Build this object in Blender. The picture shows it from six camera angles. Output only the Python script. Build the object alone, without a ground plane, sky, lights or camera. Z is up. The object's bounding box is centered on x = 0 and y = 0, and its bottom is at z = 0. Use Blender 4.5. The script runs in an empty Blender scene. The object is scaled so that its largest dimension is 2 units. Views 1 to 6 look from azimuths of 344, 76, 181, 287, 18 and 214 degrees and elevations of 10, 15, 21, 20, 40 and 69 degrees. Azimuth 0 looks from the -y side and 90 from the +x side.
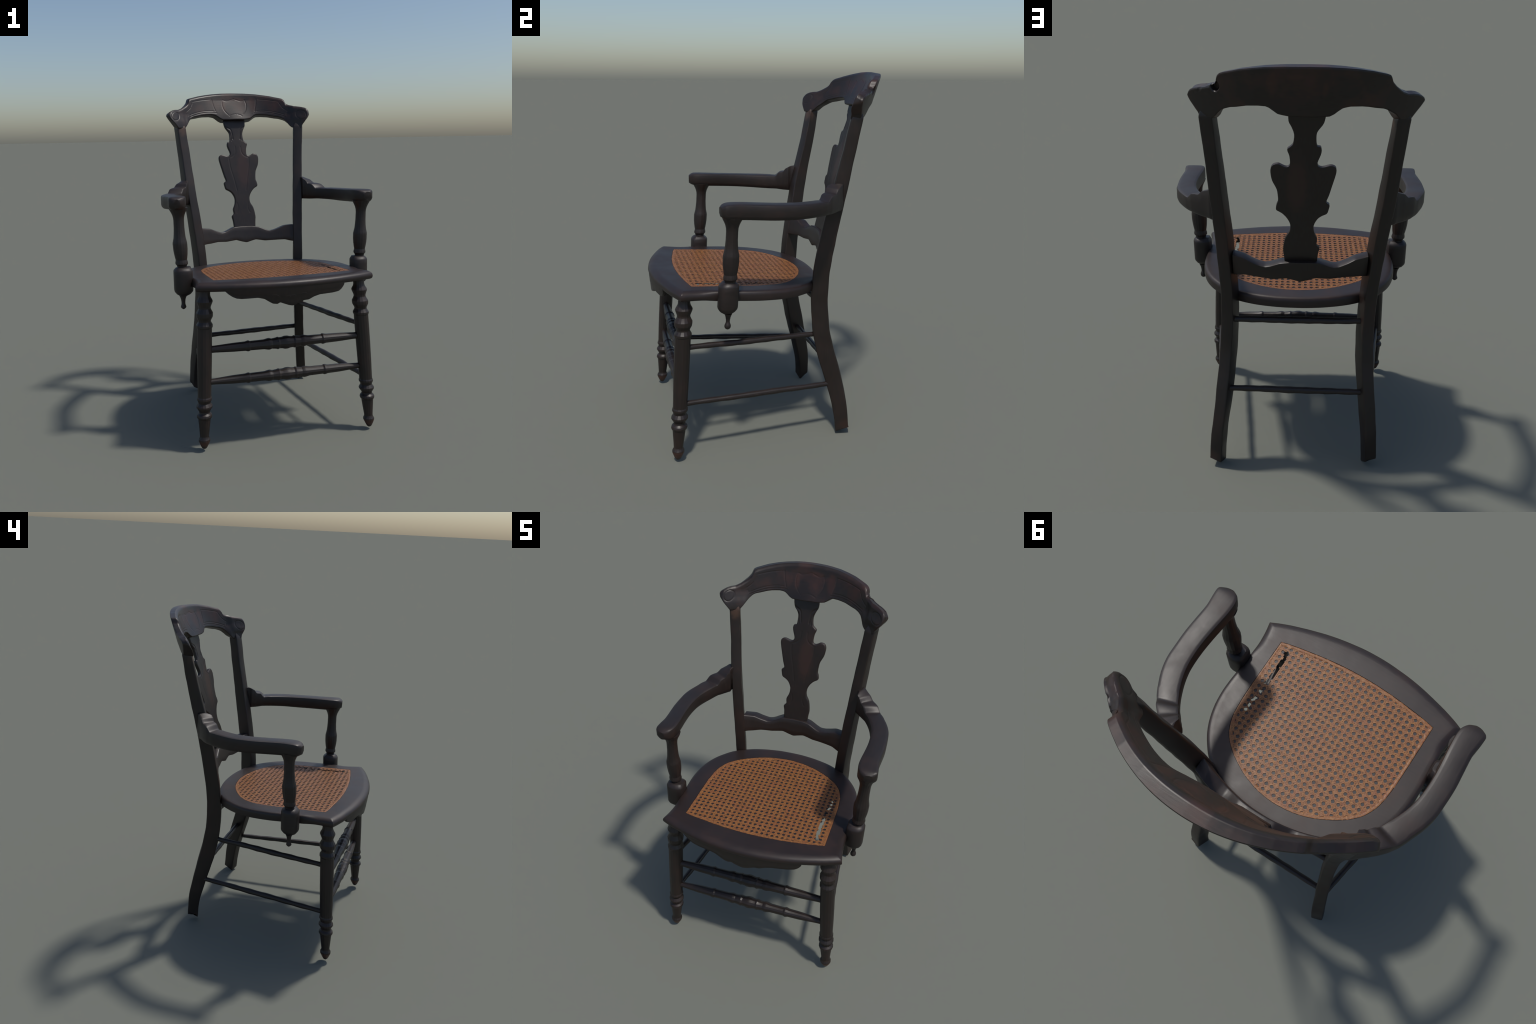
import bpy, bmesh, math, random
from mathutils import Vector, noise
import numpy as np

random.seed(7)
rng = np.random.default_rng(7)

# ------------------------------------------------------------------ helpers
def catmull(pts, n=8, closed=False):
    """Smooth curve through control points."""
    P = [np.array(p, float) for p in pts]
    m = len(P)
    out = []
    last = m if closed else m - 1
    for i in range(last):
        if closed:
            p0, p1, p2, p3 = P[i - 1], P[i], P[(i + 1) % m], P[(i + 2) % m]
        else:
            p1, p2 = P[i], P[i + 1]
            p0 = P[i - 1] if i > 0 else 2 * p1 - p2
            p3 = P[i + 2] if i + 2 < m else 2 * p2 - p1
        for k in range(n):
            t = k / n
            out.append(0.5 * ((2 * p1) + (-p0 + p2) * t + (2 * p0 - 5 * p1 + 4 * p2 - p3) * t * t
                              + (-p0 + 3 * p1 - 3 * p2 + p3) * t ** 3))
    if not closed:
        out.append(P[-1])
    return out


def table(rows):
    """Smooth lookup: rows of (key, v...), keys ascending, monotone-ish cubic by dense Catmull."""
    c = np.array(catmull(rows, 10))
    return lambda k: np.array([np.interp(k, c[:, 0], c[:, j]) for j in range(1, c.shape[1])])


def sstep(a, b, x):
    if a > b:
        return 1 - sstep(b, a, x)
    t = min(1.0, max(0.0, (x - a) / (b - a)))
    return t * t * (3 - 2 * t)


def inside(poly, x, y):
    c = False
    n = len(poly)
    j = n - 1
    for i in range(n):
        if (poly[i][1] > y) != (poly[j][1] > y) and x < (poly[j][0] - poly[i][0]) * (y - poly[i][1]) / (poly[j][1] - poly[i][1]) + poly[i][0]:
            c = not c
        j = i
    return c


ROOT = None


def add_object(name, verts, faces, mat, parent=None, smooth=40, bevel=0.0, kind=None):
    me = bpy.data.meshes.new(name)
    me.from_pydata([tuple(map(float, v)) for v in verts], [], faces)
    me.validate()
    bm = bmesh.new()
    bm.from_mesh(me)
    bmesh.ops.recalc_face_normals(bm, faces=bm.faces)
    bm.to_mesh(me)
    bm.free()
    ob = bpy.data.objects.new(name, me)
    bpy.context.scene.collection.objects.link(ob)
    me.materials.append(mat)
    if bevel > 0:
        md = ob.modifiers.new('round', 'BEVEL')
        md.width = bevel
        md.segments = 3
        md.limit_method = 'ANGLE'
        md.angle_limit = math.radians(35)
        dg = bpy.context.evaluated_depsgraph_get()
        new = bpy.data.meshes.new_from_object(ob.evaluated_get(dg))
        ob.modifiers.clear()
        ob.data = new
        me = new
    for p in me.polygons:
        p.use_smooth = True
    me.set_sharp_from_angle(angle=math.radians(smooth))
    ob.parent = parent if parent is not None else ROOT
    if kind:
        ob['kind'] = kind
    return ob


def loft(sections, closed=True, caps=True):
    n = len(sections[0])
    V = [p for s in sections for p in s]
    F = []
    for i in range(len(sections) - 1):
        for j in range(n if closed else n - 1):
            k = (j + 1) % n
            F.append((i * n + j, i * n + k, (i + 1) * n + k, (i + 1) * n + j))
    if caps:
        F.append(tuple(range(n))[::-1])
        F.append(tuple((len(sections) - 1) * n + j for j in range(n)))
    return V, F


def wobble(p, amp, scale):
    v = noise.noise_vector(Vector(p) * scale)
    return np.array(p) + amp * np.array(v)


def lathe(axis, prof, seg=22, squash=1.0):
    """axis: function z -> (x, y); prof: list of (z, r)."""
    secs = []
    for z, r in prof:
        cx, cy = axis(z)
        secs.append([(cx + r * math.cos(2 * math.pi * k / seg), cy + r * squash * math.sin(2 * math.pi * k / seg), z)
                     for k in range(seg)])
    return loft(secs)


def lathe_line(a, b, prof, seg=16, sag=0.0, rough=0.0, seed=0):
    """Turned rod from a to b; prof rows (fraction, radius)."""
    a, b = Vector(a), Vector(b)
    d = (b - a).normalized()
    u = d.cross(Vector((0, 0, 1))).normalized()
    w = u.cross(d)
    secs = []
    for t, r in prof:
        c = a.lerp(b, t) + Vector((0, 0, -sag * 4 * t * (1 - t)))
        if rough:
            c = c + rough * noise.noise_vector(Vector((seed * 3.1, t * 5, 0.3)))
        secs.append([c + r * (u * math.cos(2 * math.pi * k / seg) + w * math.sin(2 * math.pi * k / seg)) for k in range(seg)])
    return loft(secs)


# ---------------------------------------------------------------- materials
def nd(nt, typ, **kw):
    n = nt.nodes.new(typ)
    for k, v in kw.items():
        setattr(n, k, v)
    return n


def ramp(nt, stops):
    r = nd(nt, 'ShaderNodeValToRGB')
    el = r.color_ramp.elements
    el[0].position, el[0].color = stops[0][0], (*stops[0][1], 1)
    el[1].position, el[1].color = stops[-1][0], (*stops[-1][1], 1)
    for p, c in stops[1:-1]:
        e = el.new(p)
        e.color = (*c, 1)
    return r


def mix_rgb(nt, fac, a, b):
    m = nd(nt, 'ShaderNodeMix', data_type='RGBA')
    for s, v in ((0, fac), (6, a), (7, b)):
        if hasattr(v, 'is_linked') or hasattr(v, 'links'):
            nt.links.new(v, m.inputs[s])
        else:
            m.inputs[s].default_value = v if s == 0 else (*v, 1)
    return m.outputs[2]


def math_node(nt, op, a, b=0.0, clamp=False):
    m = nd(nt, 'ShaderNodeMath', operation=op, use_clamp=clamp)
    for s, v in ((0, a), (1, b)):
        if hasattr(v, 'links'):
            nt.links.new(v, m.inputs[s])
        else:
            m.inputs[s].default_value = v
    return m.outputs[0]


def blob_mask(nt, coord, centre, radii, soft=0.45):
    """1 inside an ellipsoid around centre, with a noisy soft edge."""
    mp = nd(nt, 'ShaderNodeMapping', vector_type='TEXTURE')
    mp.inputs['Location'].default_value = centre
    mp.inputs['Scale'].default_value = radii
    nt.links.new(coord, mp.inputs['Vector'])
    ln = nd(nt, 'ShaderNodeVectorMath', operation='LENGTH')
    nt.links.new(mp.outputs[0], ln.inputs[0])
    nz = nd(nt, 'ShaderNodeTexNoise')
    nz.inputs['Scale'].default_value = 45
    nz.inputs['Detail'].default_value = 4
    nt.links.new(coord, nz.inputs['Vector'])
    d = math_node(nt, 'ADD', ln.outputs['Value'], math_node(nt, 'MULTIPLY', math_node(nt, 'SUBTRACT', nz.outputs[0], 0.5), 0.7))
    mr = nd(nt, 'ShaderNodeMapRange', interpolation_type='SMOOTHSTEP')
    nt.links.new(d, mr.inputs[0])
    mr.inputs[1].default_value = 1.0 + soft
    mr.inputs[2].default_value = 1.0 - soft
    return mr.outputs[0]


WOOD_DARK = (0.0118, 0.0082, 0.0068)
WOOD_MID = (0.0195, 0.0115, 0.0086)
WOOD_RED = (0.0480, 0.0190, 0.0125)


def wood_material(name, dark=WOOD_DARK, mid=WOOD_MID, red=WOOD_RED, red_amount=0.35, grain=(1, 1, 0.12),
                  rough=0.43, patches=()):
    m = bpy.data.materials.new(name)
    m.use_nodes = True
    nt = m.node_tree
    bs = nt.nodes['Principled BSDF']
    tc = nd(nt, 'ShaderNodeTexCoord')
    co = tc.outputs['Object']
    mp = nd(nt, 'ShaderNodeMapping')
    mp.inputs['Scale'].default_value = grain
    nt.links.new(co, mp.inputs['Vector'])
    big = nd(nt, 'ShaderNodeTexNoise')
    big.inputs['Scale'].default_value = 5.5
    big.inputs['Detail'].default_value = 5
    big.inputs['Roughness'].default_value = 0.6
    nt.links.new(co, big.inputs['Vector'])
    fine = nd(nt, 'ShaderNodeTexNoise')
    fine.inputs['Scale'].default_value = 120
    fine.inputs['Detail'].default_value = 6
    fine.inputs['Roughness'].default_value = 0.65
    nt.links.new(mp.outputs[0], fine.inputs['Vector'])
    # worn-through varnish: red-brown wood shows in soft patches
    wear = ramp(nt, [(0.50, (0, 0, 0)), (0.72, (1, 1, 1))])
    nt.links.new(big.outputs[0], wear.inputs[0])
    r_f = ramp(nt, [(0.30, dark), (0.70, mid)])
    nt.links.new(fine.outputs[0], r_f.inputs[0])
    f = math_node(nt, 'MULTIPLY', wear.outputs[0], red_amount)
    col = mix_rgb(nt, f, r_f.outputs[0], red)
    for centre, radii, colour, amount in patches:
        mk = math_node(nt, 'MULTIPLY', blob_mask(nt, co, centre, radii), amount)
        col = mix_rgb(nt, mk, col, colour)
    nt.links.new(col, bs.inputs['Base Color'])
    rr = nd(nt, 'ShaderNodeMapRange')
    nt.links.new(big.outputs[0], rr.inputs[0])
    rr.inputs[1].default_value, rr.inputs[2].default_value = 0.3, 0.7
    rr.inputs[3].default_value, rr.inputs[4].default_value = rough - 0.06, rough + 0.08
    nt.links.new(rr.outputs[0], bs.inputs['Roughness'])
    bs.inputs['Specular IOR Level'].default_value = 0.5
    bp = nd(nt, 'ShaderNodeBump')
    bp.inputs['Strength'].default_value = 0.12
    bp.inputs['Distance'].default_value = 0.002
    nt.links.new(fine.outputs[0], bp.inputs['Height'])
    nt.links.new(bp.outputs[0], bs.inputs['Normal'])
    return m


def cane_material():
    m = bpy.data.materials.new('woven_cane')
    m.use_nodes = True
    nt = m.node_tree
    bs = nt.nodes['Principled BSDF']
    tc = nd(nt, 'ShaderNodeTexCoord')
    co = tc.outputs['Object']
    n1 = nd(nt, 'ShaderNodeTexNoise')
    n1.inputs['Scale'].default_value = 110
    n1.inputs['Detail'].default_value = 5
    n1.inputs['Roughness'].default_value = 0.7
    nt.links.new(co, n1.inputs['Vector'])
    r = ramp(nt, [(0.24, (0.050, 0.025, 0.012)), (0.40, (0.155, 0.059, 0.020)), (0.53, (0.240, 0.095, 0.027)),
                  (0.66, (0.300, 0.138, 0.039)), (0.80, (0.46, 0.28, 0.11))])
    nt.links.new(n1.outputs[0], r.inputs[0])
    n2 = nd(nt, 'ShaderNodeTexNoise')
    n2.inputs['Scale'].default_value = 30
    n2.inputs['Detail'].default_value = 3
    nt.links.new(co, n2.inputs['Vector'])
    r2 = ramp(nt, [(0.50, (0, 0, 0)), (0.66, (1, 1, 1))])
    nt.links.new(n2.outputs[0], r2.inputs[0])
    col = mix_rgb(nt, math_node(nt, 'MULTIPLY', r2.outputs[0], 0.35), r.outputs[0], (0.205, 0.062, 0.032))
    nt.links.new(col, bs.inputs['Base Color'])
    bs.inputs['Roughness'].default_value = 0.5
    bs.inputs['Specular IOR Level'].default_value = 0.45
    return m


# ------------------------------------------------------------- root object
ROOT = bpy.data.objects.new('wooden_armchair', None)
bpy.context.scene.collection.objects.link(ROOT)
ROOT['label'] = 'antique dark wooden armchair with woven cane seat and carved back'
ROOT['category'] = 'armchair'

RED_WORN = (0.085, 0.028, 0.016)
TAN_PATCH = (0.120, 0.062, 0.036)
M_FRAME = wood_material('dark_varnished_wood', red_amount=0.30)
M_SEAT = wood_material('seat_wood', red_amount=0.40, mid=(0.0225, 0.0132, 0.0112), dark=(0.0150, 0.0098, 0.0086), grain=(0.15, 1, 1), rough=0.45)
M_CREST = wood_material('crest_wood', red_amount=0.75, red=(0.058, 0.0205, 0.0135), grain=(0.12, 1, 1), rough=0.41,
                        patches=[((0.115, 0.55, 1.92), (0.022, 0.1, 0.05), RED_WORN, 0.28),
                                 ((-0.085, 0.55, 1.91), (0.014, 0.1, 0.035), RED_WORN, 0.30),
                                 ((0.025, 0.58, 1.955), (0.04, 0.1, 0.012), RED_WORN, 0.25)])
M_SPLAT = wood_material('splat_wood', red_amount=0.25,
                        patches=[((0.015, 0.46, 1.49), (0.040, 0.2, 0.12), (0.040, 0.0175, 0.0125), 0.8)])
M_STILE = wood_material('back_leg_wood', red_amount=0.35,
                        patches=[((-0.405, 0.405, 1.755), (0.028, 0.03, 0.055), TAN_PATCH, 0.5),
                                 ((0.43, 0.40, 0.06), (0.05, 0.05, 0.03), (0.06, 0.024, 0.016), 0.3)])
M_LEG = wood_material('turned_leg_wood', red_amount=0.30,
                      patches=[((0.483, -0.566, 0.045), (0.06, 0.06, 0.016), RED_WORN, 0.6),
                               ((-0.502, -0.556, 0.045), (0.06, 0.06, 0.016), RED_WORN, 0.6)])
M_ARM = wood_material('arm_wood', red_amount=0.25, mid=(0.0210, 0.0130, 0.0108), grain=(1, 0.12, 1), rough=0.48)
M_DARK_SHEET = wood_material('dark_hole_tone', red_amount=0.1, dark=(0.014, 0.012, 0.013), mid=(0.024, 0.020, 0.021), rough=0.5, grain=(1, 1, 1))  # near-black colour that shows in the gaps between the cane strands
M_CANE = cane_material()

# --------------------------------------------------------- back legs (stiles)
STILE_TURN = math.radians(17)
# z, x and y of the outer back edge, side depth
LEG_RIGHT = [(0.0, .431, .408, .072), (.1, .427, .402, .075), (.2, .419, .391, .081), (.3, .407, .373, .090), (.4, .396, .349, .096),
             (.5, .386, .322, .095), (.6, .378, .300, .092), (.7, .372, .289, .089), (.8, .369, .285, .089), (.9, .369, .288, .087),
             (1.0, .373, .297, .085), (1.2, .384, .330, .081), (1.4, .398, .366, .073), (1.6, .412, .401, .064), (1.83, .431, .440, .056)]
LEG_LEFT = [(0.0, -.413, .392, .062), (.1, -.410, .393, .066), (.2, -.405, .387, .078), (.3, -.397, .370, .086), (.4, -.389, .350, .093),
            (.5, -.380, .328, .095), (.6, -.375, .307, .092), (.7, -.373, .294, .088), (.8, -.375, .290, .086), (.9, -.379, .293, .084),
            (1.0, -.386, .303, .082), (1.2, -.404, .332, .079), (1.4, -.424, .367, .072), (1.6, -.437, .411, .064), (1.83, -.455, .448, .052)]


def stile_corners(tab, side, z, w=.0605):
    x, y, d = tab(z)
    x, y, d = (x + .002, y - .001, d + .003) if side > 0 else (x, y, d + .002)
    ca, sa = math.cos(STILE_TURN), math.sin(STILE_TURN)
    ob = np.array([x, y])
    ib = ob + w * np.array([-ca * side, sa])
    inf = ib + d * np.array([-sa * side, -ca])
    of = ob + d * np.array([-sa * side, -ca])
    return ob, ib, inf, of


def make_stile(rows, side):
    tab = table(rows)
    secs = []
    zs = [0.0, .006, .02] + list(np.arange(.05, 1.75, .03)) + [1.755, 1.765, 1.775, 1.785, 1.795]
    for i, z in enumerate(zs):
        cs = stile_corners(tab, side, z)
        if z > 1.765:    # tenon: shrinks into the crest rail
            c0 = sum(cs) / 4
            cs = [c0 + (c - c0) * (1 - .30 * sstep(1.765, 1.80, z)) for c in cs]
        if i == 0:
            c0 = sum(cs) / 4
            cs = [c0 + (c - c0) * .9 for c in cs]
        sec = []
        for k in range(4):
            c, p, n = cs[k], cs[k - 1], cs[(k + 1) % 4]
            r = .008
            a = c + (p - c) / np.linalg.norm(p - c) * r
            b = c + (n - c) / np.linalg.norm(n - c) * r
            for t in (0, .35, .65, 1):
                q = (1 - t) ** 2 * a + 2 * t * (1 - t) * c + t * t * b
                lift = 0.0
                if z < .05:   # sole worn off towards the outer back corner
                    e = np.clip(np.dot(q - cs[2], cs[0] - cs[2]) / np.dot(cs[0] - cs[2], cs[0] - cs[2]), 0, 1)
                    lift = (.045 if side > 0 else .075) * (e ** 1.1) * (1 - z / .05)
                sec.append(wobble((q[0], q[1], z + lift), .0022, 14) if z > .06 else np.array((q[0], q[1], z + lift)))
        secs.append(sec)
    V, F = loft(secs)
    return add_object('back_leg', V, F, M_STILE, smooth=50)


make_stile(LEG_RIGHT, 1)
make_stile(LEG_LEFT, -1)

# --------------------------------------------------------------- crest rail
CRX = -0.01


def crest_back_y(x, z):
    u = x - CRX
    return .655 - .85 * u * u - .02 * u + .33 * (z - 1.985)


CREST_TOP = [(-.501, 1.846), (-.499, 1.852), (-.489, 1.860), (-.469, 1.869), (-.449, 1.873), (-.426, 1.874), (-.403, 1.883), (-.385, 1.896), (-.367, 1.911),
             (-.350, 1.930), (-.343, 1.950), (-.338, 1.956), (-.324, 1.961), (-.268, 1.974), (-.214, 1.982), (-.161, 1.987), (-.095, 1.991), (-.024, 1.992), (.067, 1.991),
             (.149, 1.987), (.202, 1.981), (.245, 1.975), (.278, 1.967), (.308, 1.960), (.324, 1.955), (.336, 1.944), (.341, 1.921), (.365, 1.904), (.390, 1.892),
             (.417, 1.888), (.437, 1.884), (.455, 1.878), (.465, 1.870), (.471, 1.858)]
CREST_BOTTOM = [(-.501, 1.840), (-.488, 1.820), (-.466, 1.792), (-.457, 1.780), (-.450, 1.770), (-.400, 1.770), (-.388, 1.783), (-.378, 1.794), (-.366, 1.802), (-.336, 1.818),
                (-.322, 1.823), (-.289, 1.828), (-.259, 1.834), (-.233, 1.837), (-.187, 1.838), (-.165, 1.834), (-.155, 1.831), (-.138, 1.819), (-.126, 1.809),
                (-.107, 1.799), (-.06, 1.796), (.008, 1.797), (.053, 1.798), (.077, 1.802), (.096, 1.806), (.113, 1.818), (.130, 1.830), (.143, 1.835), (.174, 1.836), (.218, 1.833),
                (.263, 1.824), (.286, 1.821), (.310, 1.813), (.325, 1.806), (.342, 1.790), (.352, 1.778), (.368, 1.766), (.423, 1.764), (.430, 1.784), (.439, 1.795), (.452, 1.814),
                (.460, 1.824), (.468, 1.838), (.471, 1.846)]


def poly_interp(rows, xs, blur=1):
    a = np.array(rows)
    v = np.interp(xs, a[:, 0], a[:, 1])
    for _ in range(blur):
        w = v.copy()
        w[1:-1] = (v[:-2] + 2 * v[1:-1] + v[2:]) / 4
        v = w
    return v


def mirror_x(line):
    return [(2 * CRX - x, z) for x, z in line]


# engraved lines on the front of the crest, in x and z
PANEL_R = [[(.125, 1.877), (.175, 1.879), (.225, 1.874), (.275, 1.863), (.326, 1.845)], [(.326, 1.845), (.338, 1.872)],
           [(.306, 1.896), (.296, 1.915), (.285, 1.938)], [(.285, 1.938), (.215, 1.950), (.144, 1.957)], [(.144, 1.957), (.137, 1.915), (.125, 1.877)],
           [(.338, 1.872), (.320, 1.884), (.306, 1.896)]]
INNER_R = [[(.118, 1.866), (.175, 1.868), (.225, 1.863), (.275, 1.851), (.318, 1.836)]]
SHIELD_R = [[(.066, 1.952), (.073, 1.925), (.071, 1.900), (.058, 1.872), (.033, 1.845)], [(.033, 1.845), (.014, 1.853), (-.010, 1.857)],
            [(.066, 1.952), (.042, 1.944), (.020, 1.950), (-.010, 1.960)]]
ROSETTES = [(.408, 1.846, .029), (-.440, 1.842, .026)]


def engraved(xx, zz):
    """Depth (m) of the engraving on the crest front at arrays xx, zz."""
    d = np.zeros_like(xx)
    lines = [(l, .0036, .0014) for l in PANEL_R + SHIELD_R] + [(mirror_x(l), .0038, .0010) for l in PANEL_R + SHIELD_R]
    lines += [(l, .0028, .0012) for l in INNER_R] + [(mirror_x(l), .0028, .0012) for l in INNER_R]
    for l, wid, dep in lines:
        c = np.array(catmull(l, 6)) if len(l) > 2 else np.array(l)
        best = np.full(xx.shape, 9.0)
        for a, b in zip(c[:-1], c[1:]):
            ab = b - a
            t = np.clip(((xx - a[0]) * ab[0] + (zz - a[1]) * ab[1]) / (ab @ ab), 0, 1)
            best = np.minimum(best, np.hypot(xx - a[0] - t * ab[0], zz - a[1] - t * ab[1]))
        d = np.maximum(d, dep * np.exp(-(best / wid) ** 2))
        d -= .0007 * np.exp(-((best - 2.2 * wid) / wid) ** 2)
    for cx, cz, r in ROSETTES:
        q = np.hypot(xx - cx, zz - cz)
        d = np.maximum(d, .0022 * np.exp(-((q - r) / .003) ** 2))
        d -= .0015 * np.clip(1 - (q / r) ** 2, 0, 1) * (q < r)
    return d


def crest_point(x, s, q, lean):
    """Point q in front of the back surface at x, s, measured square to the bow of the rail."""
    slope = -1.7 * (x - CRX) - .02
    n = math.sqrt(1 + slope * slope)
    return [x + .6 * q * slope / n, crest_back_y(x, s) - q / n, s + lean * q]


def make_crest():
    xs = np.concatenate([[-.501, -.4985], np.arange(-.496, .4675, .0026), [.469, .471]])
    zt = poly_interp(CREST_TOP, xs)
    zb = poly_interp(CREST_BOTTOM, xs)
    nf, nb, nt_, nbt = 72, 40, 8, 8
    secs = []
    for x, t, b in zip(xs, zt, zb):
        u = x - CRX
        au = abs(u)
        cw = math.exp(-(u / .165) ** 2)
        h = t - b
        tip = sstep(.492, .472, au)
        lean_top = .16 - .10 * sstep(.10, .30, au) + .24 * sstep(.335, .40, au)
        lean_bot = .30 - .40 * sstep(.31, .38, au)

        def thick(zz):
            return (.046 + cw * (.009 + .18 * max(0, 1.94 - zz)) + .0145 * sstep(.33, .37, au) * sstep(1.86, 1.80, zz) + .009 * sstep(.36, .40, u) * sstep(1.79, 1.83, zz) + .007 * sstep(.34, .37, -u) * sstep(1.83, 1.78, zz)) * (.86 + .14 * tip)

        def lean(f):
            return lean_bot + (lean_top - lean_bot) * f
        sec = []
        for k in range(nb):                       # back, bottom to top
            f = k / (nb - 1)
            s = b + h * f
            q = .004 * max(0, 1 - min(f, 1 - f) * h / .008) ** 2
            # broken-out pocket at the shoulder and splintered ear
            pit = math.hypot(x - .346, (s - 1.902) * .9)
            q += .026 * sstep(.021, .012, pit)
            if x > .36:
                q += .006 * max(0, noise.noise(Vector((x * 45, s * 45, 3)))) * sstep(1.85, 1.88, s)
            sec.append(crest_point(x, s, q, lean(f)))
        tt = thick(t) - .012
        for k in range(1, nt_ + 1):               # top, back to front
            q = .005 + (tt - .005) * k / nt_
            chip = 0
            if x > .345:
                chip = .004 * abs(noise.noise(Vector((x * 30, q * 40, 7)))) + .003 * (1 - k / nt_)
            sec.append(crest_point(x, t - chip, q, lean_top))
        for k in range(nf):                       # front, top to bottom
            f = 1 - (k + .5) / nf
            s = b + h * f
            q = thick(s)
            q -= .012 * max(0, 1 - (1 - f) * h / .018) ** 2
            q -= .004 * max(0, 1 - f * h / .006) ** 2
            sec.append(crest_point(x, s, q, lean(f)))
        tb = thick(b) - .004
        for k in range(nbt):                      # bottom, front to back
            q = tb * (1 - (k + .5) / nbt)
            sec.append(crest_point(x, b, q, lean_bot))
        secs.append(np.array(sec))
    A = np.array(secs)
    i0 = nb + nt_
    dep = engraved(A[:, i0:i0 + nf, 0], A[:, i0:i0 + nf, 2])
    fade = np.clip(np.minimum(np.arange(nf), nf - 1 - np.arange(nf)) / 3, 0, 1)[None, :]
    A[:, i0:i0 + nf, 1] += dep * fade
    A[:, :, 2] = np.minimum(A[:, :, 2], 2.0)
    V, F = loft([list(map(tuple, s)) for s in A])
    return add_object('crest_rail', V, F, M_CREST, smooth=45)


make_crest()

# ----------------------------------------------------------- back splat
SPLAT_R = [(.064, 1.105), (.068, 1.150), (.071, 1.180), (.061, 1.235), (.043, 1.268), (.041, 1.304), (.055, 1.335), (.074, 1.357), (.088, 1.367), (.103, 1.378),
           (.100, 1.403), (.094, 1.421), (.098, 1.467), (.106, 1.489), (.119, 1.516), (.125, 1.545), (.125, 1.570), (.114, 1.588), (.092, 1.592),
           (.078, 1.585), (.063, 1.579), (.050, 1.582), (.045, 1.595), (.048, 1.629), (.057, 1.657), (.044, 1.670), (.033, 1.684), (.030, 1.723), (.041, 1.755),
           (.053, 1.780), (.054, 1.825)]
SPLAT_L = [(-.082, 1.105), (-.086, 1.155), (-.091, 1.184), (-.077, 1.200), (-.079, 1.230), (-.065, 1.264), (-.062, 1.300), (-.077, 1.333), (-.097, 1.350), (-.117, 1.361),
           (-.124, 1.383), (-.126, 1.404), (-.112, 1.417), (-.122, 1.450), (-.134, 1.498), (-.146, 1.548), (-.147, 1.572), (-.139, 1.583), (-.121, 1.587), (-.090, 1.579),
           (-.074, 1.583), (-.068, 1.600), (-.080, 1.635), (-.083, 1.656), (-.078, 1.670), (-.064, 1.674), (-.060, 1.704), (-.061, 1.729), (-.069, 1.745),
           (-.088, 1.774), (-.097, 1.825)]


SPLAT_BOW = table([(1.09, .338), (1.17, .360), (1.39, .418), (1.574, .469), (1.66, .495), (1.777, .531), (1.84, .551)])


def splat_front_y(z):
    return float(SPLAT_BOW(z)[0])


# carving on the splat front: leaf flutes under the crest, inner edge of the shield
SPLAT_CARVING = [([(.043, 1.772), (.020, 1.752), (.012, 1.715), (.010, 1.690)], .0036, .0028), ([(.046, 1.755), (.030, 1.735), (.022, 1.700), (.022, 1.680)], .0030, .0024),
                 ([(-.083, 1.772), (-.050, 1.752), (-.042, 1.715), (-.040, 1.690)], .0036, .0028), ([(-.076, 1.752), (-.058, 1.735), (-.051, 1.700), (-.052, 1.680)], .0030, .0024),
                 ([(.008, 1.640), (.012, 1.600), (.030, 1.578), (.058, 1.566)], .0030, .0014), ([(.058, 1.566), (.052, 1.500), (.036, 1.430), (.022, 1.350)], .0030, .0014),
                 ([(-.028, 1.640), (-.032, 1.600), (-.052, 1.578), (-.080, 1.566)], .0030, .0014), ([(-.080, 1.566), (-.074, 1.500), (-.057, 1.430), (-.042, 1.350)], .0030, .0014),
                 ([(.030, 1.270), (.022, 1.235), (.034, 1.205)], .0030, .0012), ([(-.050, 1.270), (-.043, 1.235), (-.055, 1.205)], .0030, .0012)]


def seg_dist(P, c, closed=False):
    best = np.full(len(P), 9.0)
    c = np.array(c)
    nxt = np.roll(c, -1, axis=0) if closed else c[1:]
    for a, b in zip(c, nxt):
        ab = b - a
        t = np.clip(((P - a) @ ab) / max(1e-12, ab @ ab), 0, 1)
        best = np.minimum(best, np.linalg.norm(P - a - t[:, None] * ab, axis=1))
    return best


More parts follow.
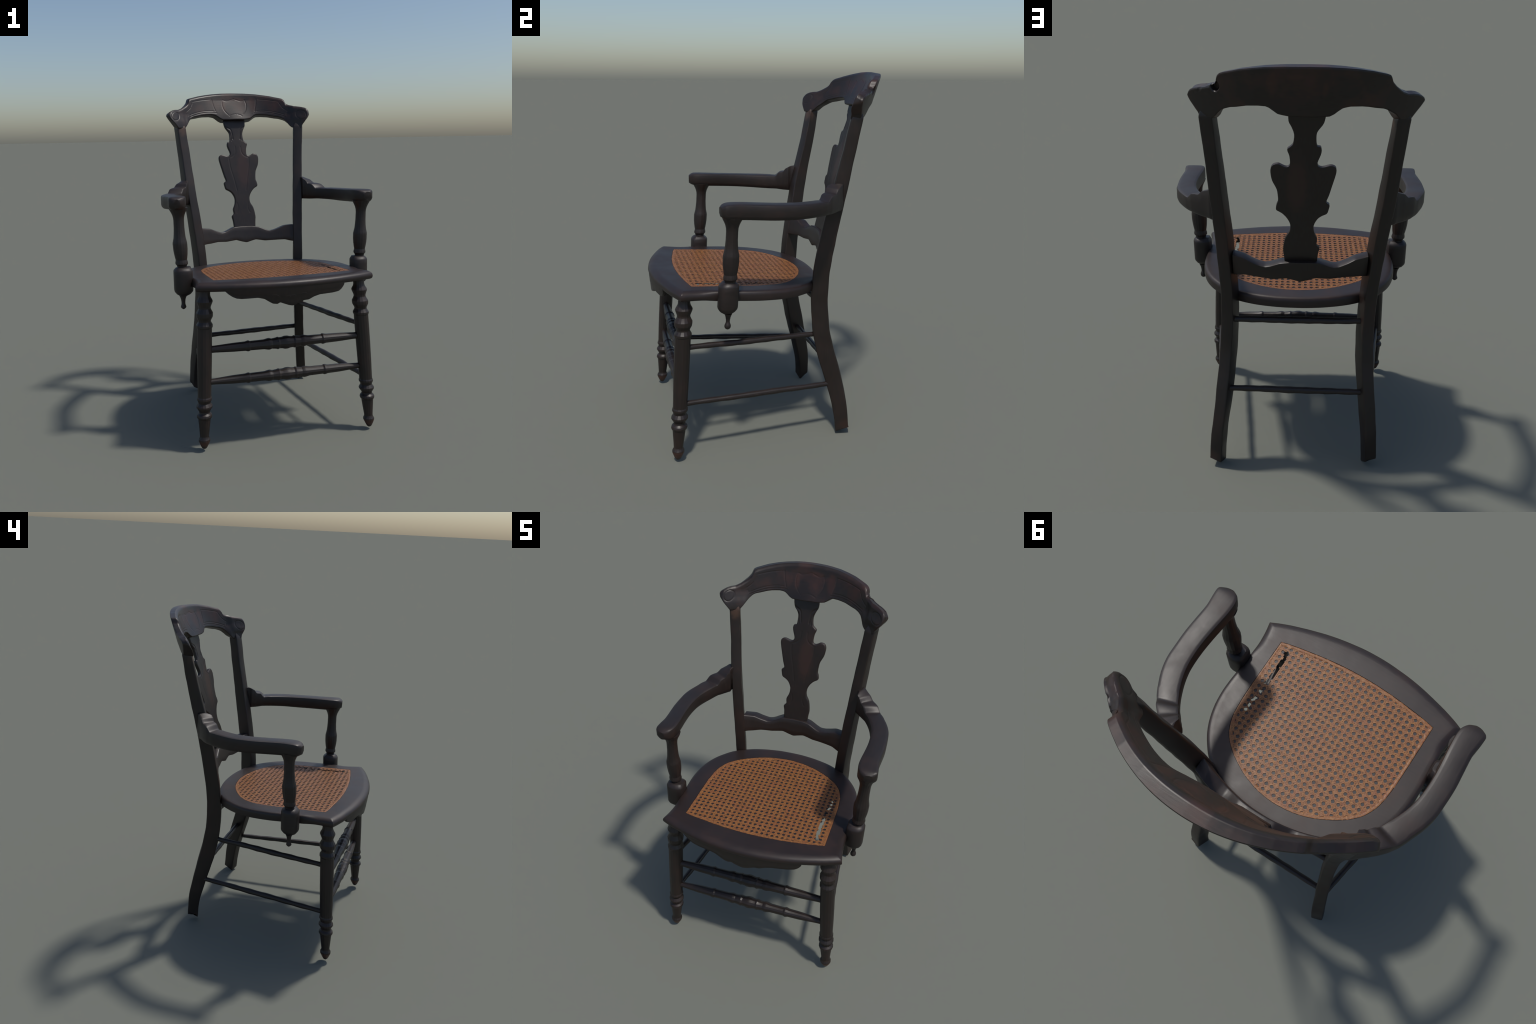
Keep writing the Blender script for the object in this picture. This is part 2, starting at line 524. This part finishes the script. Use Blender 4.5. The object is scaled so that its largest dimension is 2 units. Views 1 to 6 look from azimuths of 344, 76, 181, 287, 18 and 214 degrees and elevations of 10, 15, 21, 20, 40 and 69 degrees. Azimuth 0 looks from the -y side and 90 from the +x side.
def make_splat():
    from mathutils.geometry import delaunay_2d_cdt
    right = catmull(SPLAT_R, 3)
    left = catmull(SPLAT_L, 3)
    ring = np.array(right[:-1] + [right[-1]] + left[::-1])
    gx, gz = np.meshgrid(np.arange(-.15, .13, .0032), np.arange(1.105, 1.826, .0036))
    G = np.stack([gx.ravel(), gz.ravel()], axis=1)
    G += rng.uniform(-.0004, .0004, G.shape)
    dist = seg_dist(G, ring, True)
    rim = []
    G = np.array([g for g, dd in zip(G, dist) if dd > .0016 and inside(ring, g[0], g[1])])
    n = len(ring)
    pts = [Vector(p) for p in ring] + [Vector(p) for p in G]
    res = delaunay_2d_cdt(pts, [(i, (i + 1) % n) for i in range(n)], [], 1, 1e-7)
    P = np.array([tuple(v) for v in res[0]])
    tris = [tuple(f) for f in res[2]]
    edge = seg_dist(P, ring, True)
    carve = np.zeros(len(P))
    for l, wid, dep in SPLAT_CARVING:
        q = seg_dist(P, np.array(catmull(l, 6)))
        carve = np.maximum(carve, dep * np.exp(-(q / wid) ** 2))
    rnd = .0045 * np.clip(1 - edge / .006, 0, 1) ** 2
    fy = np.array([splat_front_y(z) for z in P[:, 1]])
    m = len(P)
    V = [(p[0], y + r + c, p[1]) for p, y, r, c in zip(P, fy, rnd, carve)]
    V += [(p[0], y + .021 - .4 * r, p[1] - .004) for p, y, r in zip(P, fy, rnd)]
    F = list(tris) + [tuple(m + i for i in f[::-1]) for f in tris]
    # rim: edges used by one triangle only
    cnt = {}
    for f in tris:
        for i in range(3):
            e = (f[i], f[(i + 1) % 3])
            k = tuple(sorted(e))
            cnt[k] = None if k in cnt else e
    for e in cnt.values():
        if e:
            F.append((e[1], e[0], m + e[0], m + e[1]))
    add_object('splat', V, F, M_SPLAT, smooth=38)


make_splat()

# ----------------------------------------------------------- lower back rail
RAIL_TOP = [(-.335, 1.128), (-.298, 1.122), (-.257, 1.116), (-.221, 1.099), (-.180, 1.085), (-.155, 1.086), (-.140, 1.092), (-.092, 1.113), (-.047, 1.116), (.041, 1.115), (.084, 1.108),
            (.129, 1.088), (.155, 1.081), (.185, 1.086), (.217, 1.098), (.255, 1.115), (.295, 1.120), (.335, 1.122)]
RAIL_BOTTOM = [(-.335, 1.012), (-.293, 1.020), (-.256, 1.021), (-.210, 1.026), (-.146, 1.022), (-.075, 1.029), (-.043, 1.018), (-.008, 1.009), (.020, 1.017), (.055, 1.026), (.118, 1.016),
               (.180, 1.019), (.250, 1.022), (.289, 1.012), (.335, 1.008)]


def make_rail():
    xs = np.arange(-.319, .3091, .005)
    zt, zb = poly_interp(RAIL_TOP, xs, 2), poly_interp(RAIL_BOTTOM, xs, 2)
    secs = []
    t = .061
    for x, a, b in zip(xs, zt, zb):
        u = x + .01

        def fy(z):
            return .324 - .72 * u * u + .25 * (z - 1.09)
        pts = []
        r = .006
        h = a - b
        for q, z in [(r, b), (t - r, b), (t - r * .3, b + r * .3), (t, b + r), (t, b + h * .5), (t, a - r), (t - r * .3, a - r * .3), (t - r, a), (r, a), (r * .3, a - r * .3), (0, a - r), (0, b + h * .66), (0, b + h * .33), (0, b + r), (r * .3, b + r * .3)]:
            pts.append((x, fy(z) + q, z - .10 * (q - .01)))
        secs.append(pts)
    V, F = loft(secs)
    return add_object('back_rail', V, F, M_FRAME, smooth=45)


make_rail()

# ------------------------------------------------------------------- seat
SEAT_CX = -.004


def seat_top(y):
    return .9065 - .058 * y


FRONT_PAIRS = [((-.508, -.528), (-.402, -.462)), ((-.455, -.551), (-.36, -.472)), ((-.375, -.579), (-.29, -.484)), ((-.235, -.616), (-.18, -.499)), ((-.10, -.636), (-.08, -.507)),
               ((0, -.641), (0, -.509)), ((.10, -.636), (.08, -.507)), ((.235, -.616), (.18, -.499)), ((.375, -.579), (.29, -.484)), ((.455, -.551), (.36, -.472)), ((.508, -.528), (.402, -.462))]
SIDE_PAIRS = [((.508, -.528), (.402, -.462)), ((.495, -.46), (.402, -.41)), ((.487, -.37), (.401, -.34)), ((.489, -.28), (.400, -.26)), ((.494, -.18), (.398, -.175)), ((.492, -.10), (.394, -.105)),
              ((.479, -.02), (.383, -.028)), ((.453, .055), (.357, .036)), ((.410, .125), (.318, .083)), ((.345, .193), (.262, .126)), ((.24, .25), (.180, .170)), ((.12, .281), (.090, .198)), ((0, .290), (0, .207))]


def seat_outline():
    f = catmull([(*o, *i) for o, i in FRONT_PAIRS], 8)
    s = catmull([(*o, *i) for o, i in SIDE_PAIRS] + [(-SIDE_PAIRS[-2][0][0], SIDE_PAIRS[-2][0][1], -SIDE_PAIRS[-2][1][0], SIDE_PAIRS[-2][1][1])], 8)
    s = s[:len(SIDE_PAIRS) * 8 - 8 + 1]
    left = [np.array((-p[0], p[1], -p[2], p[3])) for p in s][::-1]
    ring = f[:-1] + s + left[1:-1]
    out = []
    for p in ring:
        d = p[:2] - p[2:]
        d /= np.linalg.norm(d)
        o = p[:2] + d * .008
        out.append(np.array((o[0] + SEAT_CX, o[1], p[2] + SEAT_CX, p[3])))
    return out


RING = seat_outline()
CANE_POLY = np.array([p[2:4] for p in RING])
FRONT_NOSE = [(.046, 0), (.032, -.001), (.020, -.006), (.011, -.010), (.004, -.017), (.001, -.024), (0, -.032), (.002, -.040), (.006, -.046), (.016, -.050)]
SIDE_NOSE = [(.034, 0), (.018, 0), (.010, -.002), (.005, -.006), (.0015, -.012), (0, -.020), (0, -.032), (0, -.043), (.002, -.050), (.010, -.054)]


def make_seat():
    secs = []
    for p in RING:
        O, I = p[:2], p[2:]
        zt0 = seat_top(O[1])
        d = I - O
        L = np.linalg.norm(d)
        d /= L
        w = 1 - sstep(-.44, -.34, O[1])
        # towards the front corners the direction follows the mitre, so insets keep their depth
        pts = []
        for (a, za), (b, zb) in zip(FRONT_NOSE, SIDE_NOSE):
            off, dz = a * w + b * (1 - w), za * w + zb * (1 - w)
            q = O + d * off
            pts.append((q[0], q[1], seat_top(q[1]) + dz))
        q = I - d * .002
        top = [(q[0], q[1], seat_top(q[1])), (I[0], I[1], seat_top(I[1]) - .006)]
        mid = O + d * (L * .55)
        sec = [top[1], top[0], (mid[0], mid[1], seat_top(mid[1]))] + pts
        sec += [(mid[0], mid[1], seat_top(mid[1]) - .053), (I[0], I[1], seat_top(I[1]) - .050), (I[0], I[1], seat_top(I[1]) - .020)]
        secs.append([wobble(s, .0004, 18) for s in sec])
    n = len(secs[0])
    V = [p for s in secs for p in s]
    N = len(secs)
    F = [(i * n + j, i * n + (j + 1) % n, ((i + 1) % N) * n + (j + 1) % n, ((i + 1) % N) * n + j) for i in range(N) for j in range(n)]
    return add_object('seat_frame', V, F, M_SEAT, smooth=38)


SEAT = make_seat()


# -------------------------------------------------- torn places in the cane
TEAR = [((.345, -.426), (.340, -.392), .0076), ((.340, -.392), (.338, -.330), .0082), ((.338, -.330), (.337, -.292), .0089), ((.338, -.290), (.344, -.250), .0069),
        ((.339, -.207), (.343, -.206), .0064), ((.346, -.163), (.348, -.152), .0074), ((.347, -.122), (.348, -.120), .0069), ((.351, -.094), (.352, -.093), .0059)]


def torn(x, y, grow=0.0):
    if x < .30 or y > -.06:
        return False
    wv = .0075 * noise.noise(Vector((x * 95, y * 95, 1.7)))
    for a, b, r in TEAR:
        ax, ay, bx, by = *a, *b
        L2 = (bx - ax) ** 2 + (by - ay) ** 2
        t = min(1, max(0, ((x - ax) * (bx - ax) + (y - ay) * (by - ay)) / L2))
        if math.hypot(x - ax - t * (bx - ax), y - ay - t * (by - ay)) < r + wv + grow:
            return True
    return False


def make_dark_sheet():
    st = .004
    x0, x1, y0, y1 = -.416, .408, -.518, .214
    nx, ny = int((x1 - x0) / st) + 1, int((y1 - y0) / st) + 1
    # the sheet is tucked under the rim, so grow the outline a little
    c = CANE_POLY.mean(axis=0)
    big = c + (CANE_POLY - c) * 1.012
    ids = {}
    V, F = [], []

    def vid(i, j):
        if (i, j) not in ids:
            ids[(i, j)] = len(V)
            x, y = x0 + i * st, y0 + j * st
            V.append((x, y, seat_top(y) - .0048))
        return ids[(i, j)]
    for i in range(nx):
        for j in range(ny):
            x, y = x0 + (i + .5) * st, y0 + (j + .5) * st
            if inside(big, x, y) and not torn(x, y, .002):
                F.append((vid(i, j), vid(i + 1, j), vid(i + 1, j + 1), vid(i, j + 1)))
    me_v = V
    ob = add_object('dark_sheet_below_cane', me_v, F, M_DARK_SHEET, smooth=60)
    md = ob.modifiers.new('sheet', 'SOLIDIFY')
    md.thickness = .003
    md.offset = 0
    dg = bpy.context.evaluated_depsgraph_get()
    new = bpy.data.meshes.new_from_object(ob.evaluated_get(dg))
    ob.modifiers.clear()
    ob.data = new
    return ob


make_dark_sheet()

PITCH = .0287
HX, HY = .1637, -.2801          # centre of one hole


def make_cane():
    V, F = [], []

    def ribbon(pts, width, th):
        n = len(pts)
        if n < 2:
            return
        base = len(V)
        P = [Vector(p) for p in pts]
        for i, p in enumerate(P):
            d = (P[min(n - 1, i + 1)] - P[max(0, i - 1)])
            d.z = 0
            d.normalize()
            s = Vector((-d.y, d.x, 0)) * width * .5
            up = Vector((0, 0, th))
            V.extend([tuple(p - s), tuple(p - s * .8 + up), tuple(p + s * .8 + up), tuple(p + s)])
        for i in range(n - 1):
            a = base + 4 * i
            for k in range(4):
                F.append((a + k, a + (k + 1) % 4, a + 4 + (k + 1) % 4, a + 4 + k))
        F.append((base + 3, base + 2, base + 1, base))
        e = base + 4 * (n - 1)
        F.append((e, e + 1, e + 2, e + 3))

    def strand(p0, d, length, width, th, phase, amp, lift, jit, seed):
        step = PITCH / 4
        run = []
        for k in range(int(length / step) + 1):
            s = k * step
            x, y = p0[0] + d[0] * s, p0[1] + d[1] * s
            w = jit * noise.noise(Vector((seed * 7.7, s * 14, .5)))
            x, y = x - d[1] * w, y + d[0] * w
            if inside(CANE_POLY, x, y) and not torn(x, y, .0015 * math.sin(seed * 5.1)):
                run.append((x, y, seat_top(y) - .0025 + lift + amp * math.cos(math.pi * s / PITCH + phase)))
            else:
                ribbon(run, width, th)
                run = []
        ribbon(run, width, th)

    sd = 0
    # strand pairs run between the holes
    for i in range(-24, 14):
        for o in (-.0032, .0032):
            sd += 1
            x = HX + (i + .5) * PITCH + o
            strand((x, HY - 12.0 * PITCH), (0, 1), .86, .0067, .0012, math.pi * i, .0003, .0002, .0015, sd)
    for j in range(-12, 22):
        for o in (-.0032, .0032):
            sd += 1
            y = HY + (j + .5) * PITCH + o
            strand((HX - 22.0 * PITCH, y), (1, 0), .95, .0067, .0012, math.pi * (j + 1), .0003, .0002, .0015, sd)
    q = math.sqrt(.5)
    for k in range(-44, 36):
        sd += 1
        strand((HX + (k + .5) * PITCH - 12 * PITCH, HY - 12.0 * PITCH), (q, q), 1.3, .0052, .0012, math.pi * k, .0002, .0006, .0012, sd)
        sd += 1
        strand((HX + (k + .5) * PITCH + 12 * PITCH, HY - 12.0 * PITCH), (-q, q), 1.3, .0052, .0012, math.pi * k, .0002, .0009, .0012, sd)
    # reed that locks the sheet into its groove
    c = CANE_POLY
    loop = [(*p, seat_top(p[1]) - .0045) for p in c]
    nrm = []
    n = len(c)
    for i in range(n):
        t = c[(i + 1) % n] - c[i - 1]
        t /= np.linalg.norm(t)
        nrm.append(np.array([-t[1], t[0]]))
    secs = []
    for i in range(n):
        p, m = c[i], nrm[i]
        zz = seat_top(p[1])
        row = []
        for off, dz in ((.000, -.007), (.0005, -.0005), (.005, .0003), (.016, -.0018), (.019, -.007)):
            qv = p + m * off
            row.append(wobble((qv[0], qv[1], zz + dz), .0022 if off > .01 else .0012, 70))
        secs.append(row)
    b = len(V)
    for r in secs:
        V.extend([tuple(a) for a in r])
    for i in range(n):
        for k in range(5):
            F.append((b + i * 5 + k, b + i * 5 + (k + 1) % 5, b + ((i + 1) % n) * 5 + (k + 1) % 5, b + ((i + 1) % n) * 5 + k))
    ob = add_object('woven_cane', V, F, M_CANE, smooth=50, kind='stuff')
    return ob


make_cane()

# ------------------------------------------------------------------- apron
APRON = [(-.369, .893), (-.353, .877), (-.332, .862), (-.310, .852), (-.283, .849), (-.198, .853), (-.164, .845), (-.137, .827), (-.117, .816), (-.092, .813), (-.079, .822), (-.060, .814), (-.028, .802), (-.007, .798), (.021, .807),
         (.057, .823), (.085, .824), (.117, .838), (.153, .846), (.237, .847), (.273, .851), (.290, .862), (.302, .876), (.310, .893)]


def make_apron():
    xs = np.arange(-.369, .3101, .004)
    zb = poly_interp(APRON, xs, 1)
    fr = np.array([p[:2] for p in RING[:81]])
    fr = fr[np.argsort(fr[:, 0])]
    secs = []
    for x, b in zip(xs, zb):
        y = np.interp(x, fr[:, 0], fr[:, 1]) + .003
        top = .905
        h = top - b
        sec = []
        for q, f in [(.003, 0), (.019, 0), (.022, .05), (.022, .5), (.022, 1), (0, 1), (-.001, .7), (0, .4), (.002, .2), (0.0005, .06)]:
            sec.append((x, y + q + .008 * (1 - f) * h / .1, b + h * f))
        secs.append(sec)
    V, F = loft(secs)
    apron = add_object('apron', V, F, M_FRAME, smooth=45)
    # low carved swags on the apron face
    V, F = [], []
    for cx, r0, s in ((-.11, .030, 1), (.055, .030, -1), (-.035, .020, 1), (-.005, .020, -1)):
        secs = []
        for k in range(15):
            a = math.pi * (.05 + .75 * k / 14)
            x, z = cx + s * r0 * math.cos(a), .845 + r0 * .7 * math.sin(a)
            y = np.interp(x, fr[:, 0], fr[:, 1]) + .0035 + .08 * .1 * (1 - (z - .8) / .1)
            rr = .0013 * min(1, .3 + .25 * min(k, 14 - k))
            secs.append([(x + rr * math.cos(2 * math.pi * m / 6) * math.cos(a), y + rr * .8 * math.sin(2 * math.pi * m / 6), z + rr * math.cos(2 * math.pi * m / 6) * math.sin(a)) for m in range(6)])
        v, f = loft(secs)
        F += [tuple(i + len(V) for i in g) for g in f]
        V += v
    add_object('carved_line', V, F, M_FRAME, parent=apron, smooth=60)


make_apron()

# -------------------------------------------------------------- front legs
LEG_PROFILE = [(.885, .030), (.862, .030), (.850, .033), (.836, .041), (.829, .0435), (.820, .041), (.800, .0335), (.790, .0330), (.780, .037), (.766, .0445), (.755, .0450), (.744, .0435),
               (.726, .0345), (.718, .0338), (.710, .038), (.700, .0440), (.690, .0440), (.682, .0400), (.60, .0400), (.50, .0395), (.40, .0380), (.315, .0360), (.304, .0365), (.297, .0395), (.288, .0398), (.278, .0345),
               (.269, .0325), (.262, .0370), (.253, .0425), (.245, .0425), (.236, .0370), (.222, .0290), (.214, .0300), (.205, .0390), (.196, .0412), (.188, .0395), (.181, .0335), (.150, .0305), (.115, .0270),
               (.083, .0240), (.076, .0255), (.066, .0310), (.056, .0310), (.046, .0270), (.030, .0200), (.018, .0140), (.013, .0090)]


def make_front_leg(top, bot):
    def axis(z):
        t = (z - .83) / (.06 - .83)
        return top[0] + (bot[0] - top[0]) * t, top[1] + (bot[1] - top[1]) * t
    V, F = lathe(axis, [(z, r * 1.04) for z, r in LEG_PROFILE], 16)
    return add_object('front_leg', V, F, M_LEG, smooth=16.5)


FR_T, FR_B = (.437, -.509), (.480, -.565)
FL_T, FL_B = (-.465, -.497), (-.500, -.555)
make_front_leg(FR_T, FR_B)
make_front_leg(FL_T, FL_B)

# -------------------------------------------------------------- stretchers
TURNED = [(0, .0185), (.06, .0185), (.17, .0235), (.245, .0250), (.258, .0285), (.266, .0290), (.276, .0250), (.36, .0262), (.385, .0310), (.395, .0315), (.41, .0275), (.435, .0300), (.447, .0335), (.458, .0300),
          (.475, .0310), (.49, .0350), (.51, .0350), (.525, .0310), (.542, .0300), (.553, .0335), (.565, .0300), (.59, .0275), (.605, .0315), (.615, .0310), (.64, .0262), (.724, .0250), (.734, .0290), (.742, .0285), (.755, .0250),
          (.83, .0235), (.94, .0185), (1, .0185)]
TURNED_LOW = [(t, r * .96 if .1 < t < .9 else r * .86) for t, r in TURNED]


def rod(name, a, b, prof, seg=14, rough=0.0, seed=0):
    V, F = lathe_line(a, b, [(t, r * 1.05) for t, r in prof], seg, rough=rough, seed=seed)
    return add_object(name, V, F, M_FRAME, smooth=20)


rod('front_stretcher', (-.476, -.519, .561), (.452, -.522, .559), TURNED, seed=1)
rod('front_stretcher', (-.488, -.534, .382), (.464, -.536, .381), TURNED_LOW, seed=2)


def plain(r, bumps=()):
    rows = [(k / 24, r * (1 + .07 * math.sin(k * 1.9)) * (1.05 - .35 * abs(k / 24 - .5))) for k in range(25)]
    return rows


rod('side_stretcher', (.447, -.520, .622), (.325, .262, .588), plain(.0152), rough=.003, seed=3)
rod('side_stretcher', (.464, -.540, .318), (.368, .330, .299), plain(.0155), rough=.003, seed=4)
rod('side_stretcher', (-.474, -.510, .625), (-.330, .262, .598), plain(.0158), rough=.003, seed=5)
rod('side_stretcher', (-.488, -.530, .325), (-.357, .330, .308), plain(.0155), rough=.003, seed=6)
rod('back_stretcher', (.335, .262, .758), (-.335, .262, .757), plain(.0150), rough=.002, seed=7)
rod('back_stretcher', (.365, .318, .403), (-.355, .318, .391), plain(.0155), rough=.002, seed=8)

# ------------------------------------------------------------------- arms
ARM_EDGE = [  # outer edge, inner edge, top, bottom
    ((.588, -.333), (.545, -.339), 1.366, 1.322), ((.604, -.318), (.520, -.322), 1.375, 1.312), ((.607, -.300), (.505, -.296), 1.379, 1.307), ((.603, -.262), (.500, -.258), 1.379, 1.304),
    ((.598, -.215), (.502, -.205), 1.377, 1.301), ((.602, -.145), (.508, -.130), 1.373, 1.297), ((.606, -.075), (.511, -.060), 1.369, 1.293), ((.604, -.005), (.508, .005), 1.366, 1.291),
    ((.599, .058), (.500, .055), 1.364, 1.291), ((.582, .118), (.484, .106), 1.363, 1.291), ((.557, .170), (.463, .153), 1.362, 1.291), ((.536, .206), (.447, .182), 1.360, 1.291),
    ((.524, .222), (.437, .197), 1.360, 1.291), ((.513, .236), (.429, .207), 1.372, 1.291), ((.502, .250), (.421, .215), 1.384, 1.290), ((.485, .267), (.410, .227), 1.389, 1.289), ((.468, .283), (.401, .238), 1.391, 1.288),
    ((.458, .292), (.395, .243), 1.399, 1.288), ((.447, .302), (.389, .249), 1.411, 1.288), ((.434, .313), (.382, .257), 1.417, 1.288), ((.418, .328), (.374, .265), 1.424, 1.288), ((.405, .341), (.374, .285), 1.430, 1.287), ((.385, .352), (.364, .314), 1.430, 1.287)]


def make_arm(side):
    secs = []
    for k, row in enumerate(catmull([(*o, *i, t, b) for o, i, t, b in ARM_EDGE], 3)):
        O, I, t, b = row[:2], row[2:4], row[4], row[5]
        if side < 0:
            O, I = O + np.array([.004 + .020 * sstep(.12, .30, O[1]), 0]), I + np.array([.009 + .015 * sstep(.14, .29, I[1]), 0])
        if side < 0:      # the left arm sags a little towards the back
            b -= .012 * sstep(-.1, .2, row[1])
        t += .003
        if side > 0:
            O, I = O - np.array([.003 * sstep(-.2, 0, row[1]), 0]), I - np.array([.002, 0])
        W = O - I
        r = .012 if row[1] < .18 else .008
        wl = np.linalg.norm(W)
        e = W / wl
        h = t - b
        crown = .002
        sec = []
        prof = [(0, b + h * .30), (0, b + h * .62), (0, t - r), (r * .25, t - r * .35), (r * .8, t - .0012), (r * 1.35, t), (wl * .5, t + .0003), (wl - r * 1.35, t), (wl - r * .8, t - .0012), (wl - r * .25, t - r * .35),
                (wl, t - r), (wl, b + h * .62), (wl, b + h * .30), (wl - .004, b + .012), (wl - .012, b + .003), (wl * .6, b), (wl * .4, b), (.012, b + .003), (.004, b + .012)]
        for s, z in prof:
            p = I + e * s
            sec.append((p[0] * side, p[1], z))
        secs.append(sec)
    V, F = loft(secs)
    return add_object('armrest', V, F, M_ARM, smooth=38)


POST = [(1.318, .052), (1.306, .048), (1.292, .0405), (1.278, .0345), (1.262, .0305), (1.246, .0292), (1.202, .0295), (1.170, .0315), (1.150, .0335), (1.132, .0375), (1.120, .0400), (1.112, .0400), (1.085, .0398),
        (1.060, .0375), (1.040, .0345), (1.026, .0318), (1.020, .0325), (1.010, .0350), (1.002, .0348), (.994, .0285), (.986, .0262), (.972, .0290), (.960, .0300)]
FINIAL = [(.830, .020), (.822, .0165), (.812, .0130), (.800, .0108), (.790, .0100), (.784, .0105), (.778, .0130), (.770, .0160), (.763, .0165), (.756, .0150), (.750, .0100), (.747, .0040)]
FINIAL_BROKEN = [(.830, .022), (.822, .0175), (.812, .0140), (.800, .0118), (.788, .0110), (.779, .0120), (.771, .0150), (.764, .0160), (.757, .0110), (.752, .0040)]


def make_post(side):
    if side > 0:
        rows = [(1.32, .552, -.274), (1.262, .549, -.277), (1.12, .542, -.283), (.987, .537, -.288), (.753, .532, -.303)]
    else:
        rows = [(1.32, -.553, -.258), (1.27, -.552, -.261), (1.12, -.551, -.270), (.987, -.545, -.279), (.754, -.546, -.290)]
    a = np.array(rows[::-1])

    def axis(z):
        return np.interp(z, a[:, 0], a[:, 1]), np.interp(z, a[:, 0], a[:, 2])
    V, F = lathe(axis, [(z, r * 1.03) for z, r in POST], 16)
    post = add_object('arm_post', V, F, M_ARM, smooth=16.5)
    # block notched against the seat edge: flat inside, rounded outside
    secs = []
    ro = .042 if side > 0 else .050
    plan = [(-.055, -.026), (-.049, -.039), (-.036, -.047), (-.018, -.051), (.002, -.051), (ro - .025, -.047), (ro - .010, -.036), (ro - .002, -.020), (ro, 0.0), (ro - .002, .020), (ro - .010, .036), (ro - .025, .047), (.002, .051), (-.018, .051), (-.036, .047), (-.049, .039), (-.055, .026)]
    dy = -.004 if side > 0 else -.004
    for z, k in [(.818, .30), (.822, .42), (.832, .74), (.846, .95), (.856, 1.0), (.905, 1.0), (.940, 1.0), (.962, 1.0), (.970, .94), (.979, .76), (.984, .58)]:
        cx, cy = axis(z)
        secs.append([(cx + side * px * (k if px > -.04 else max(k, .86 if z > .9 else k)), cy + dy + py * k, z) for px, py in plan])
    V, F = loft(secs)
    add_object('post_block', V, F, M_ARM, parent=post, smooth=30)
    V, F = lathe(axis, [(z - .010, r) for z, r in (FINIAL if side > 0 else FINIAL_BROKEN)], 14)
    add_object('finial', V, F, M_ARM, parent=post, smooth=50)


for sd_ in (1, -1):
    make_arm(sd_)
    make_post(sd_)
